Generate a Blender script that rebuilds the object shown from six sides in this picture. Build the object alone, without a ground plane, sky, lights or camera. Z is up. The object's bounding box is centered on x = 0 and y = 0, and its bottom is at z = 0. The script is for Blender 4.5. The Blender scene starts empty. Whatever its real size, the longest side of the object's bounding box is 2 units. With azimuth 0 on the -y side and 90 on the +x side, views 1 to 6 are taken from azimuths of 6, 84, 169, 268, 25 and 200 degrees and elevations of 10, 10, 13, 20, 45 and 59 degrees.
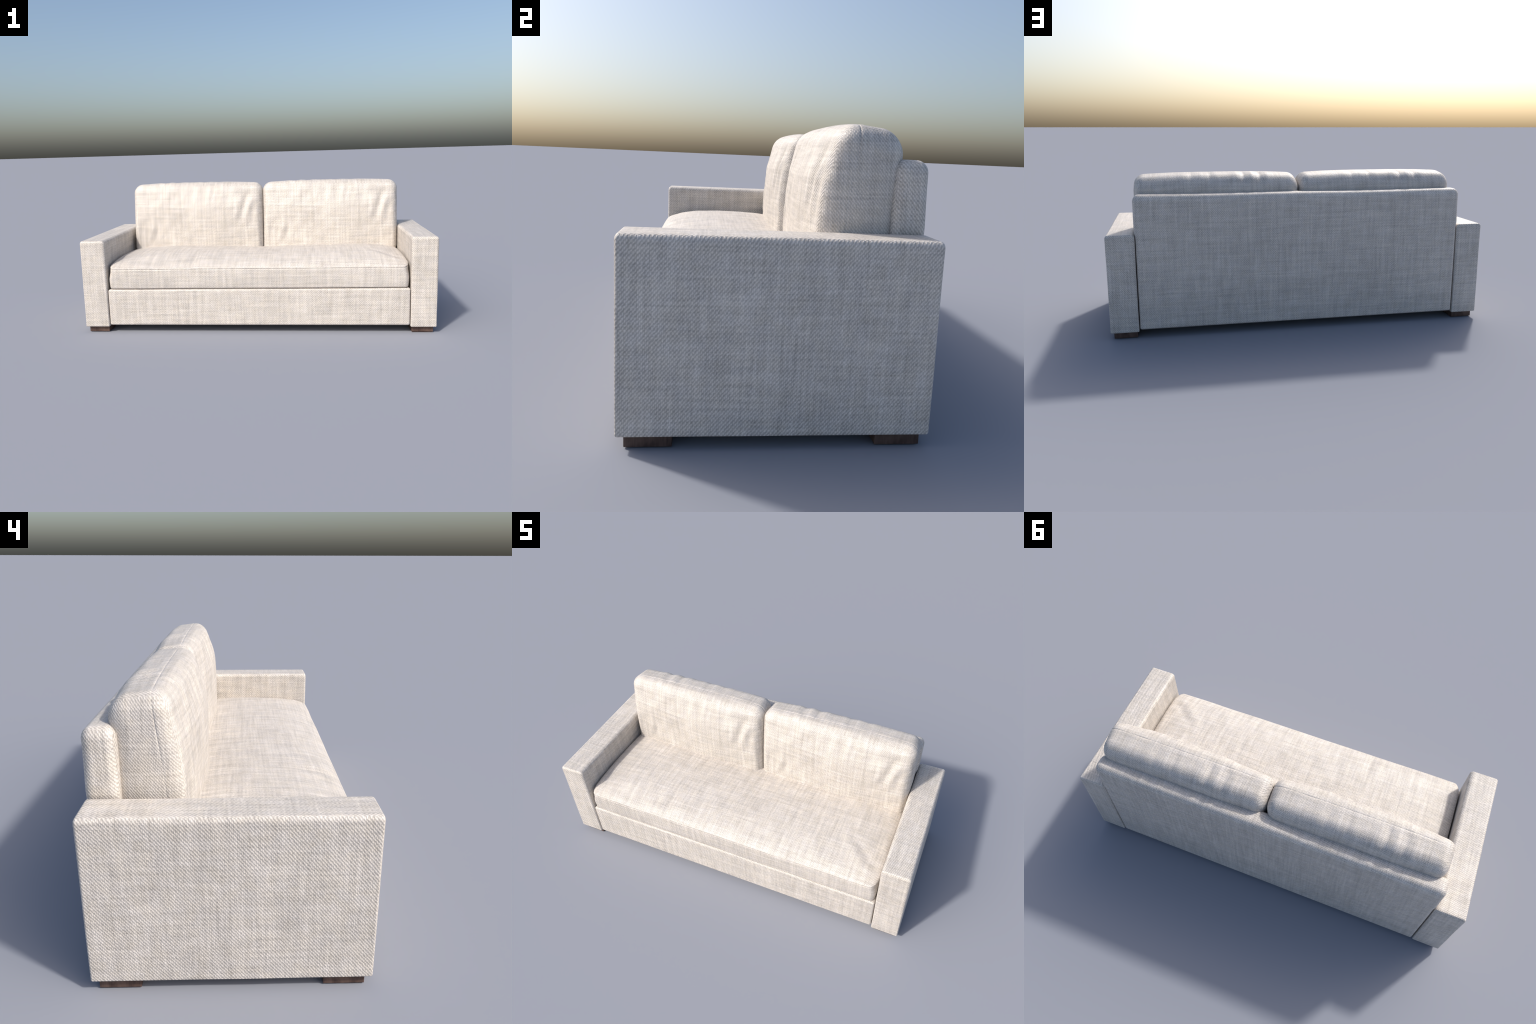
"""A two-seat upholstered sofa: slab arms, low plinth base, one long bench seat cushion,
two loose back cushions leaning on a padded back panel, four dark wooden block feet."""
import math
import bpy
import numpy as np

# ------------------------------------------------------------------ main sizes (metres)
ARM_IN, ARM_OUT = 0.8575, 1.0
DEPTH = 0.3985                     # half depth of the arms
ARM_LOW, ARM_TOP = 0.0325, 0.537
SEAT_RIM = 0.373                   # height of the seat cushion's front seam
TWILL_U, TWILL_V = 0.0098, 0.0117   # repeat of the diagonal weave, across and along the warp
CUSHION_W = 0.8470                 # width of one back cushion
LEAN = 0.085                       # back cushions lean backwards (slope)


# ------------------------------------------------------------------ padded-box builder
def smooth(e0, e1, x):
    t = np.clip((x - e0) / (e1 - e0), 0.0, 1.0)
    return t * t * (3 - 2 * t)


def axis_lines(flat, steps):
    """Grid lines of one axis: (flat position -1..1, corner offset -1..1).
    The flat part is followed on both ends by the rounding of the corner."""
    ang = [math.tan(math.radians(45.0 * i / steps)) for i in range(1, steps + 1)]
    lines = [(-1.0, -a) for a in reversed(ang)] + [(f, 0.0) for f in flat] + [(1.0, a) for a in ang]
    return np.array(lines)


def padded_box(lo, hi, flats, steps, radii):
    """Closed quad mesh of a box with elliptically rounded edges.
    flats: per axis the grid lines of the flat part; radii(fx, fy, fz) -> (rx, ry, rz).
    Returns points, faces and the flat-part coordinates of every point."""
    lo, hi = np.array(lo, float), np.array(hi, float)
    axes = [axis_lines(f, steps) for f in flats]
    n = [len(a) for a in axes]
    index, keys, faces = {}, [], []

    def vid(i, j, k):
        key = (i, j, k)
        if key not in index:
            index[key] = len(keys)
            keys.append(key)
        return index[key]

    for ax in range(3):
        a, b = (ax + 1) % 3, (ax + 2) % 3
        for side in (0, n[ax] - 1):
            for p in range(n[a] - 1):
                for q in range(n[b] - 1):
                    quad = []
                    for dp, dq in ((0, 0), (1, 0), (1, 1), (0, 1)):
                        c = [0, 0, 0]
                        c[ax], c[a], c[b] = side, p + dp, q + dq
                        quad.append(vid(*c))
                    faces.append(quad if side else quad[::-1])
    keys = np.array(keys)
    f = np.stack([axes[i][keys[:, i], 0] for i in range(3)], 1)
    d = np.stack([axes[i][keys[:, i], 1] for i in range(3)], 1)
    r = np.stack([np.broadcast_to(v, f[:, 0].shape) for v in radii(f[:, 0], f[:, 1], f[:, 2])], 1)
    half, mid = (hi - lo) / 2, (hi + lo) / 2
    u = d / np.linalg.norm(d, axis=1)[:, None]
    pts = mid + f * (half - r) + r * u
    return pts, faces, f, d, u


def even(n):
    return list(np.linspace(-1, 1, n))


def with_seam(n, at, half, widths):
    """Even grid lines plus a tight bundle of lines round the seam position."""
    base = np.linspace(-1, 1, n)
    bundle = [at + s * w / half for w in widths for s in (-1, 1)] + [at]
    reach = (max(widths) + 0.003) / half
    keep = [b for b in base if abs(b - at) > reach or abs(b) == 1]
    return sorted(set(round(float(v), 6) for v in keep + bundle if -1 <= v <= 1))


def fold(a, b, p0, p1, width, height, fade=0.25):
    """Height of a soft ridge (or groove, if negative) along the segment p0-p1."""
    ax, ay = p0
    dx, dy = p1[0] - ax, p1[1] - ay
    length = math.hypot(dx, dy)
    t = ((a - ax) * dx + (b - ay) * dy) / length ** 2
    s = ((a - ax) * dy - (b - ay) * dx) / length
    return height * np.exp(-(s / width) ** 2) * smooth(-fade, fade, t) * smooth(1 + fade, 1 - fade, t)


def wobble(a, b, seed, scale):
    """Gentle smooth noise from a few seeded waves, about -1..1."""
    rng = np.random.default_rng(seed)
    out = np.zeros_like(a)
    for _ in range(7):
        th, k, ph = rng.uniform(0, math.tau), rng.uniform(0.5, 1.4) / scale, rng.uniform(0, math.tau)
        out += np.sin(math.tau * k * (a * math.cos(th) + b * math.sin(th)) + ph)
    return out / 3.5


# ------------------------------------------------------------------ materials
class Nodes:
    def __init__(self, name):
        self.mat = bpy.data.materials.new(name)
        self.mat.use_nodes = True
        self.t = self.mat.node_tree
        self.bsdf = self.t.nodes["Principled BSDF"]

    def new(self, kind, **props):
        node = self.t.nodes.new(kind)
        for k, v in props.items():
            setattr(node, k, v)
        return node

    def put(self, socket, value):
        if hasattr(value, "is_output"):
            self.t.links.new(value, socket)
        else:
            socket.default_value = value

    def math(self, op, a, b=0.0, c=0.0):
        node = self.new("ShaderNodeMath", operation=op)
        for s, v in zip(node.inputs, (a, b, c)):
            self.put(s, v)
        return node.outputs[0]

    def xyz(self, x, y, z):
        node = self.new("ShaderNodeCombineXYZ")
        for s, v in zip(node.inputs, (x, y, z)):
            self.put(s, v)
        return node.outputs[0]

    def split(self, v):
        node = self.new("ShaderNodeSeparateXYZ")
        self.put(node.inputs[0], v)
        return node.outputs

    def noise(self, vec, scale=1.0, detail=2.0, rough=0.5):
        node = self.new("ShaderNodeTexNoise")
        self.put(node.inputs["Vector"], vec)
        node.inputs["Scale"].default_value = scale
        node.inputs["Detail"].default_value = detail
        node.inputs["Roughness"].default_value = rough
        return node.outputs["Fac"]

    def remap(self, v, a, b, c, d):
        node = self.new("ShaderNodeMapRange")
        for s, x in zip(node.inputs, (v, a, b, c, d)):
            self.put(s, x)
        return node.outputs[0]

    def mix(self, fac, a, b, blend="MIX"):
        node = self.new("ShaderNodeMix", data_type="RGBA", blend_type=blend)
        self.put(node.inputs["Factor"], fac)
        self.put(node.inputs["A"], a)
        self.put(node.inputs["B"], b)
        return node.outputs["Result"]


def linen(name, hand, shift=0.0, fine=1.0, contrast=0.50):
    """Cream linen twill. Each side of a part carries the cloth flat on it (chosen by the
    surface normal); `hand` mirrors the diagonal, `shift` slides the cloth."""
    g = Nodes(name)
    M = g.math
    px, py, pz = g.split(g.new("ShaderNodeTexCoord").outputs["Object"])
    nx, ny, nz = g.split(g.new("ShaderNodeNewGeometry").outputs["Normal"])
    ax, ay, az = (M("MULTIPLY", M("ABSOLUTE", n), k) for n, k in ((nx, 1.25), (ny, 1.0), (nz, 1.0)))
    mx = M("MULTIPLY", M("GREATER_THAN", ax, ay), M("GREATER_THAN", ax, az))
    mz = M("MULTIPLY", M("SUBTRACT", 1.0, mx), M("GREATER_THAN", az, ay))
    my = M("SUBTRACT", M("SUBTRACT", 1.0, mx), mz)
    u = M("ADD", M("MULTIPLY", mx, py), M("MULTIPLY", M("SUBTRACT", 1.0, mx), px))
    v = M("ADD", M("MULTIPLY", mz, py), M("MULTIPLY", M("SUBTRACT", 1.0, mz), pz))
    s = M("ADD", M("MULTIPLY", mx, M("SIGN", nx)), M("MULTIPLY", my, M("SIGN", ny)))
    s = M("MULTIPLY", M("SUBTRACT", s, M("MULTIPLY", mz, M("SIGN", nz))), float(hand))
    face = M("ADD", M("ADD", M("MULTIPLY", s, 3.1), M("MULTIPLY", mx, 7.7)), M("ADD", M("MULTIPLY", mz, 13.3), shift))

    # --- weave: warp floats in columns, stepping along the diagonal
    flat = g.xyz(u, v, face)
    drift = M("SUBTRACT", g.noise(flat, 130.0, 1.0), 0.5)
    column = TWILL_U * fine / 2
    ucol = M("DIVIDE", M("ADD", u, M("MULTIPLY", drift, 0.003)), column)
    step = M("MULTIPLY", M("SINE", M("MULTIPLY", ucol, math.tau)), -0.72 / math.tau)
    across = M("MULTIPLY", M("ADD", ucol, step), 0.5)
    phase = M("ADD", M("ADD", across, M("DIVIDE", M("MULTIPLY", s, v), TWILL_V * fine)), M("MULTIPLY", drift, 0.45))
    rib = M("MULTIPLY_ADD", M("SINE", M("MULTIPLY", phase, math.tau)), 0.5, 0.5)
    gap = M("MULTIPLY_ADD", M("COSINE", M("MULTIPLY", ucol, math.tau)), 0.23, 0.77)
    yarn = g.noise(g.xyz(M("MULTIPLY", u, 260.0), M("MULTIPLY", v, 150.0), face), 1.0, 1.0)
    weave = M("ADD", M("MULTIPLY", rib, gap), M("MULTIPLY", M("SUBTRACT", yarn, 0.5), 0.9))

    # --- slubs: long streaks along the weft and the warp
    weft = g.noise(g.xyz(M("MULTIPLY", u, 5.5), M("MULTIPLY", v, 125.0), M("ADD", face, 0.5)), 1.0, 2.0)
    warp = g.noise(g.xyz(M("MULTIPLY", u, 115.0), M("MULTIPLY", v, 5.5), M("ADD", face, 5.5)), 1.0, 2.0)
    wide = g.noise(g.xyz(M("MULTIPLY", u, 22.0), M("MULTIPLY", v, 14.0), M("ADD", face, 2.5)), 1.0, 2.0)
    thread = g.noise(g.xyz(M("MULTIPLY", u, 7.0), M("MULTIPLY", v, 260.0), M("ADD", face, 9.5)), 1.0, 1.0)
    tone = M("ADD", M("MULTIPLY", M("SUBTRACT", weft, 0.5), 0.46), M("MULTIPLY", M("SUBTRACT", warp, 0.5), 0.50))
    tone = M("ADD", tone, M("MULTIPLY", M("SUBTRACT", wide, 0.5), 0.24))
    for su, sv, k in ((3.5, 46.0, 0.18), (42.0, 3.0, 0.20)):
        band = g.noise(g.xyz(M("MULTIPLY", u, su), M("MULTIPLY", v, sv), M("ADD", face, 17.0 + su)), 1.0, 1.0)
        tone = M("ADD", tone, M("MULTIPLY", M("SUBTRACT", band, 0.5), k))
    tone = M("SUBTRACT", tone, g.remap(thread, 0.62, 0.78, 0.0, 0.10))
    tone = M("ADD", tone, M("MULTIPLY", M("SUBTRACT", weave, 0.42), contrast))  # occlusion shade between the yarns, baked into the cloth colour
    light = M("ADD", 1.0, tone)

    tint = g.noise(g.xyz(M("MULTIPLY", u, 30.0), M("MULTIPLY", v, 30.0), M("ADD", face, 4.0)), 1.0, 1.0)
    colour = g.mix(g.remap(tint, 0.35, 0.65, 0.0, 1.0), (0.578, 0.531, 0.477, 1), (0.574, 0.534, 0.496, 1))
    shade = g.new("ShaderNodeCombineColor")
    for i in range(3):
        g.put(shade.inputs[i], light)
    g.put(g.bsdf.inputs["Base Color"], g.mix(1.0, colour, shade.outputs[0], "MULTIPLY"))
    g.bsdf.inputs["Roughness"].default_value = 0.54
    g.bsdf.inputs["Specular IOR Level"].default_value = 0.5
    bump = g.new("ShaderNodeBump")
    bump.inputs["Strength"].default_value = 0.75
    bump.inputs["Distance"].default_value = 0.0009
    g.put(bump.inputs["Height"], M("ADD", weave, M("MULTIPLY", weft, 0.2)))
    g.put(g.bsdf.inputs["Normal"], bump.outputs[0])
    return g.mat


def dark_wood(name):
    g = Nodes(name)
    M = g.math
    px, py, pz = g.split(g.new("ShaderNodeTexCoord").outputs["Object"])
    grain = g.noise(g.xyz(M("MULTIPLY", px, 42.0), M("MULTIPLY", py, 42.0), M("MULTIPLY", pz, 26.0)), 1.0, 3.0)
    fine = g.noise(g.xyz(M("MULTIPLY", px, 420.0), M("MULTIPLY", py, 420.0), M("MULTIPLY", pz, 20.0)), 1.0, 2.0)
    k = M("ADD", M("MULTIPLY", grain, 0.7), M("MULTIPLY", fine, 0.3))
    g.put(g.bsdf.inputs["Base Color"], g.mix(g.remap(k, 0.35, 0.65, 0.0, 1.0), (0.052, 0.029, 0.024, 1), (0.132, 0.083, 0.065, 1)))
    g.bsdf.inputs["Roughness"].default_value = 0.55
    g.bsdf.inputs["Specular IOR Level"].default_value = 0.35
    bump = g.new("ShaderNodeBump")
    bump.inputs["Strength"].default_value = 0.3
    bump.inputs["Distance"].default_value = 0.0008
    g.put(bump.inputs["Height"], k)
    g.put(g.bsdf.inputs["Normal"], bump.outputs[0])
    return g.mat


# ------------------------------------------------------------------ object helpers
sofa = bpy.data.objects.new("sofa", None)
bpy.context.scene.collection.objects.link(sofa)
sofa["label"] = "cream linen two-seat sofa with square arms and bench cushion"
sofa["category"] = "sofa"


def make_mesh(name, pts, faces, centre, material):
    mesh = bpy.data.meshes.new(name)
    mesh.from_pydata((pts - np.array(centre)).tolist(), [], faces)
    mesh.polygons.foreach_set("use_smooth", [True] * len(mesh.polygons))
    mesh.materials.append(material)
    mesh.update()
    return mesh


def place(name, mesh, at):
    ob = bpy.data.objects.new(name, mesh)
    ob.location = at
    ob.parent = sofa
    bpy.context.scene.collection.objects.link(ob)
    return ob


cloth = linen("linen_twill", 1, 0.0)
cloth_seat = linen("linen_twill_seat", 1, 21.0, 0.92, 0.40)
cloth_cushion = linen("linen_twill_cushion", 1, 40.0, 0.90, 0.40)
cloth_arm = {1: linen("linen_twill_arm_mirrored", -1, 63.0), -1: linen("linen_twill_arm", 1, 63.0)}
wood = dark_wood("dark_walnut")


# ------------------------------------------------------------------ arms
def arm(side):
    lo, hi = (ARM_IN, -DEPTH, ARM_LOW), (ARM_OUT, DEPTH, ARM_TOP)

    def radii(fx, fy, fz):
        top = smooth(-0.6, 0.9, fz)
        inner = smooth(0.6, -0.6, fx) * top
        return 0.007 + 0.007 * top + 0.006 * inner, 0.007 + 0.004 * top, 0.006 + 0.012 * top

    pts, faces, f, d, u = padded_box(lo, hi, (even(14), even(60), even(40)), 6, radii)
    # the padding is very slightly slack on the big sides
    pts[:, 0] += u[:, 0] * 0.0010 * wobble(pts[:, 1], pts[:, 2], 5, 0.35)
    pts[:, 0] = np.clip(pts[:, 0], None, ARM_OUT)
    centre = np.array(((ARM_IN + ARM_OUT) / 2 * side, 0, (ARM_LOW + ARM_TOP) / 2))
    if side < 0:
        pts = pts * (-1, 1, 1)
        faces = [q[::-1] for q in faces]
    return place("arm", make_mesh("arm", pts, faces, centre, cloth_arm[side]), centre)


arm(1)
arm(-1)

# ------------------------------------------------------------------ base (plinth with front rail)
pts, faces, f, d, u = padded_box((-0.8545, -0.3955, 0.0415), (0.8545, 0.312, 0.2525), (even(60), even(20), even(14)), 6,
                                 lambda fx, fy, fz: (0.012, 0.010, 0.011))
centre = np.array((0, -0.04, 0.147))
place("base", make_mesh("base", pts, faces, centre, cloth), centre)


# ------------------------------------------------------------------ padded back panel
def panel_radii(fx, fy, fz):
    top = smooth(0.2, 1.0, fz)
    return 0.014 + 0.018 * top, 0.022 + 0.010 * top, 0.012 + 0.022 * top


pts, faces, f, d, u = padded_box((-0.860, 0.3030, 0.0415), (0.860, 0.3990, 0.7305), (even(90), even(8), even(50)), 7, panel_radii)
pts[:, 2] += np.where(u[:, 2] > 0, 0.0015 * u[:, 2] * wobble(pts[:, 0], pts[:, 1], 11, 0.5), 0)
pts[:, 1] = np.minimum(pts[:, 1], 0.3990)
pts[:, 0] *= 1 - 0.0065 * smooth(0.555, 0.515, pts[:, 2])   # squeezed between the arms
centre = np.array((0, 0.353, 0.389))
place("backrest", make_mesh("backrest", pts, faces, centre, cloth), centre)

# ------------------------------------------------------------------ bench seat cushion
lo, hi = np.array((-0.8500, -0.3955, 0.2515)), np.array((0.8500, 0.318, 0.386))
SEAM_W = (0.0010, 0.0035, 0.008)
rz_top, rz_low = 0.013, 0.012
half_z = (hi[2] - lo[2]) / 2


def seat_radii(fx, fy, fz):
    up = smooth(-1, 1, fz)
    cut = smooth(-0.3, 0.9, fz)          # the top seam cuts the front corners, the bottom is squarer
    return 0.028 + 0.010 * cut, 0.034 + 0.050 * cut, rz_low + (rz_top - rz_low) * up


inner_half = half_z - 0.015
zc = (lo[2] + hi[2]) / 2
seam_f = 0.90
pts, faces, f, d, u = padded_box(lo, hi, (even(190), even(84), with_seam(16, seam_f, inner_half, SEAM_W)), 9, seat_radii)


def seat_shape(pts, f, d, u):
    p = pts.copy()
    x, y, z = pts.T
    ux, uy, uz = u.T
    w = np.hypot(ux, uy)
    # slightly barrelled side band: full in the middle, tucked at the bottom seam
    h = np.clip((z - lo[2]) / (SEAT_RIM - lo[2]), 0, 1)
    belly = 0.0045 * (1 - ((h - 0.60) / 0.60) ** 2) - 0.0045
    p[:, 0] += ux * belly
    p[:, 1] += uy * belly
    # corners nip in a little at the seam
    # crown of the top panel
    ty = np.where(y < -0.10, np.clip((-0.10 - y) / 0.298, 0, 1) ** 2.4, np.clip((y + 0.10) / 0.38, 0, 1) ** 2)
    ay = 1 - ty
    bx = 0.40 + 0.60 * (1 - np.clip(np.abs(x) / 0.8500, 0, 1) ** 7)
    lobes = -0.009 * np.exp(-(x / 0.26) ** 2) * smooth(-0.38, -0.02, y)
    lobes += 0.003 * np.exp(-((np.abs(x) - 0.56) / 0.16) ** 2) * ay
    crown = 0.052 * ay * bx + lobes * ay ** 0.5
    up = np.clip(uz, 0, 1)
    side = smooth(SEAT_RIM - 0.05, SEAT_RIM + 0.005, z)
    p[:, 2] += crown * np.where(uz > 0, 1.0, side * 0.55)
    # folds in the top panel
    g = fold(x, y, (0.630, -0.190), (0.790, -0.335), 0.028, 0.0044, 0.4)
    g += fold(x, y, (0.690, -0.190), (0.815, -0.300), 0.020, -0.0026, 0.35)
    g += fold(x, y, (0.755, -0.335), (0.815, -0.235), 0.016, 0.0018)
    g += fold(x, y, (-0.350, -0.245), (-0.362, -0.400), 0.015, -0.0042)
    g += fold(x, y, (-0.318, -0.270), (-0.325, -0.395), 0.017, 0.0032)
    g += fold(x, y, (-0.262, -0.330), (-0.280, -0.365), 0.008, -0.0030)
    g += fold(x, y, (-0.400, -0.250), (-0.410, -0.380), 0.020, 0.0020)
    g += fold(x, y, (-0.760, -0.330), (-0.700, -0.220), 0.020, 0.0020)
    g += 0.0022 * wobble(x, y, 3, 0.30) + 0.0009 * wobble(x, y, 4, 0.10)
    p[:, 2] += g * up * smooth(0.0, 0.03, 0.8500 - np.abs(x))
    p[:, 1] -= 0.0012 * wobble(x, z * 0.3, 8, 0.25) * np.where(uy < 0, -uy, 0)
    # seam groove and the pucker next to it
    s = (f[:, 2] - seam_f) * inner_half
    on_band = np.abs(uz) < 0.2
    dip = np.exp(-(s / 0.0008) ** 2) * np.clip(0.0011 + 0.0010 * wobble(x, y, 17, 0.2), 0, 1) * on_band
    swell = 0.0012 * np.exp(-((np.abs(s) - 0.006) / 0.004) ** 2) * on_band
    p[:, 0] += ux * (swell - dip)
    p[:, 1] += uy * (swell - dip)
    # dip of the seam line in the middle of the front, as the cloth sags
    return p


pts = seat_shape(pts, f, d, u)
centre = np.array((0, -0.04, 0.335))
place("seat_cushion", make_mesh("seat_cushion", pts, faces, centre, cloth_seat), centre)

# ------------------------------------------------------------------ back cushions (one mesh, used twice)
W = CUSHION_W / 2
Y0, Y1, Z0, Z1 = 0.124, 0.3155, 0.372, 0.8145   # at the reference height 0.55, before the lean
ZREF = 0.55
half_y = (Y1 - Y0) / 2
RY = 0.045
iy = half_y - RY
BACK_SEAM = -0.80


def cushion_radii(fx, fy, fz):
    back = smooth(-1, 1, fy)
    up = smooth(-0.5, 1, fz)
    return 0.038 - 0.006 * back * (1 - up) + 0.014 * up, RY + 0.025 * back, 0.040 + 0.010 * up + 0.026 * up * back


pts, faces, f, d, u = padded_box((-W, Y0, Z0), (W, Y1, Z1), (even(170), with_seam(12, BACK_SEAM, iy, SEAM_W), even(90)), 12, cushion_radii)


def cushion_shape(pts, f, d, u):
    p = pts.copy()
    x, y, z = pts.T
    ux, uy, uz = u.T
    front = np.clip(-uy, 0, 1)
    back = np.clip(uy, 0, 1)
    top = np.clip(uz, 0, 1)
    xn = np.clip(np.abs(x) / W, 0, 1)
    zn = np.clip((z - 0.58) / 0.24, -1, 1)
    # filling pushes the front panel out, fullest low down
    t = (x - 0.10) / W                     # fullest a little to one side
    ridge = 1 - 0.9 * ((t * t + 0.02) ** 0.75 - 0.02 ** 0.75)
    full = 0.036 * (1 - 0.25 * smooth(0.66, 0.80, z)) - 0.007 * smooth(0.60, 0.42, z)
    puff = full * np.clip(ridge, 0, 1)
    p[:, 1] -= puff * front
    # top crown
    p[:, 2] += 0.011 * (1 - xn ** 3) * top - 0.12 * np.clip(y - 0.19, 0, None) * top
    # soft hollow in the back, rounder shoulders
    p[:, 1] += 0.004 * (1 - xn ** 2) * back
    # wrinkles on the front panel: (x, z)
    x = x + 0.008
    g = fold(x, z, (0.338, 0.750), (0.290, 0.600), 0.021, -0.0066, 0.35)
    g += fold(x, z, (0.364, 0.730), (0.322, 0.600), 0.018, 0.0050, 0.35)
    g += fold(x, z, (0.296, 0.745), (0.255, 0.600), 0.026, 0.0030, 0.35)
    g += fold(x, z, (0.388, 0.690), (0.350, 0.550), 0.018, -0.0028, 0.35)
    g += fold(x, z, (-0.285, 0.545), (-0.322, 0.440), 0.018, 0.0058)
    g += fold(x, z, (-0.250, 0.530), (-0.280, 0.450), 0.013, -0.0030)
    g += fold(x, z, (-0.222, 0.510), (-0.250, 0.430), 0.015, 0.0032)
    g += fold(x, z, (-0.335, 0.590), (-0.360, 0.500), 0.014, -0.0020)
    for i, (a, h) in enumerate(((-0.30, 0.0012), (-0.215, -0.0018), (-0.17, 0.0016), (-0.105, -0.0014), (-0.055, 0.0016), (-0.01, -0.0022),
                                (0.03, 0.0020), (0.062, -0.0024), (0.10, 0.0024), (0.135, -0.0024), (0.18, 0.0014), (0.23, -0.0012))):
        g += fold(x, z, (a, 0.835), (a - 0.02, 0.70 + 0.03 * math.sin(i * 2.3)), 0.014, h * 1.2)
    g += 0.0026 * wobble(x, z, 21, 0.28) + 0.0010 * wobble(x, z, 22, 0.09)
    rim = smooth(0.0, 0.04, W - np.abs(pts[:, 0]))
    p[:, 1] -= g * front * rim
    # creases running over the top, front seam to back edge: (x, y)
    t = np.zeros_like(x)
    for a, b, w, h in ((-0.250, -0.245, 0.018, 0.0040), (-0.210, -0.205, 0.013, -0.0062), (-0.168, -0.165, 0.014, 0.0050),
                       (-0.126, -0.120, 0.013, -0.0064), (-0.085, -0.080, 0.018, 0.0034), (0.045, 0.055, 0.012, -0.0034),
                       (0.010, 0.015, 0.018, 0.0020), (0.090, 0.100, 0.018, 0.0022), (0.140, 0.150, 0.013, -0.0034), (0.185, 0.195, 0.02, 0.0018)):
        t += fold(x, y, (a, 0.190), (b, 0.345), w, h, 0.18)
    lift = np.clip(uz, 0, 1) ** 0.7 * np.where(uy < 0, 1 - front ** 2, 1.0)
    p[:, 2] += t * lift * 0.7
    p[:, 1] += t * back * smooth(Z1 - 0.10, Z1 - 0.02, z) * 0.35
    p[:, 1] += 0.0018 * wobble(x, z, 31, 0.25) * back
    # seam that joins the front panel to the boxing strip
    s = (f[:, 1] - BACK_SEAM) * iy
    on_band = np.abs(d[:, 1]) < 0.02
    along = x + z
    dip = np.exp(-(s / 0.0008) ** 2) * np.clip(0.0010 + 0.0009 * wobble(x, z, 41, 0.15), 0.0001, 1) * on_band * (0.25 + 0.75 * smooth(0.58, 0.76, z))
    swell = 0.0008 * np.exp(-((np.abs(s) - 0.006) / 0.004) ** 2) * on_band
    p[:, 0] += ux * (swell - dip)
    p[:, 2] += uz * (swell - dip)
    # lean back
    p[:, 1] += LEAN * (z - ZREF) * (1 - 0.62 * front) + 0.03 * np.clip(z - 0.62, 0, None) * (1 - front) + (0.05 * np.clip(z - 0.58, 0, None) + 0.14 * np.clip(z - 0.67, 0, None)) * front - 0.25 * np.clip(z - 0.62, 0, None) ** 2 * back
    return p


pts = cushion_shape(pts, f, d, u)
pivot = np.array((0, 0.22, 0.60))
cushion_mesh = make_mesh("back_cushion", pts, faces, pivot, cloth_cushion)
for cx in (-0.4155, 0.4325):
    place("back_cushion", cushion_mesh, pivot + (cx, 0, 0))

# ------------------------------------------------------------------ feet
pts, faces, f, d, u = padded_box((-0.0585, -0.0595, 0), (0.0585, 0.0595, 0.0345), (even(3), even(3), even(2)), 2,
                                 lambda fx, fy, fz: (0.0018, 0.0018, 0.0018))
foot_mesh = make_mesh("foot", pts, faces, (0, 0, 0), wood)
for sx in (-1, 1):
    for sy in (-1, 1):
        place("foot", foot_mesh, (0.9255 * sx, 0.319 * sy, 0))
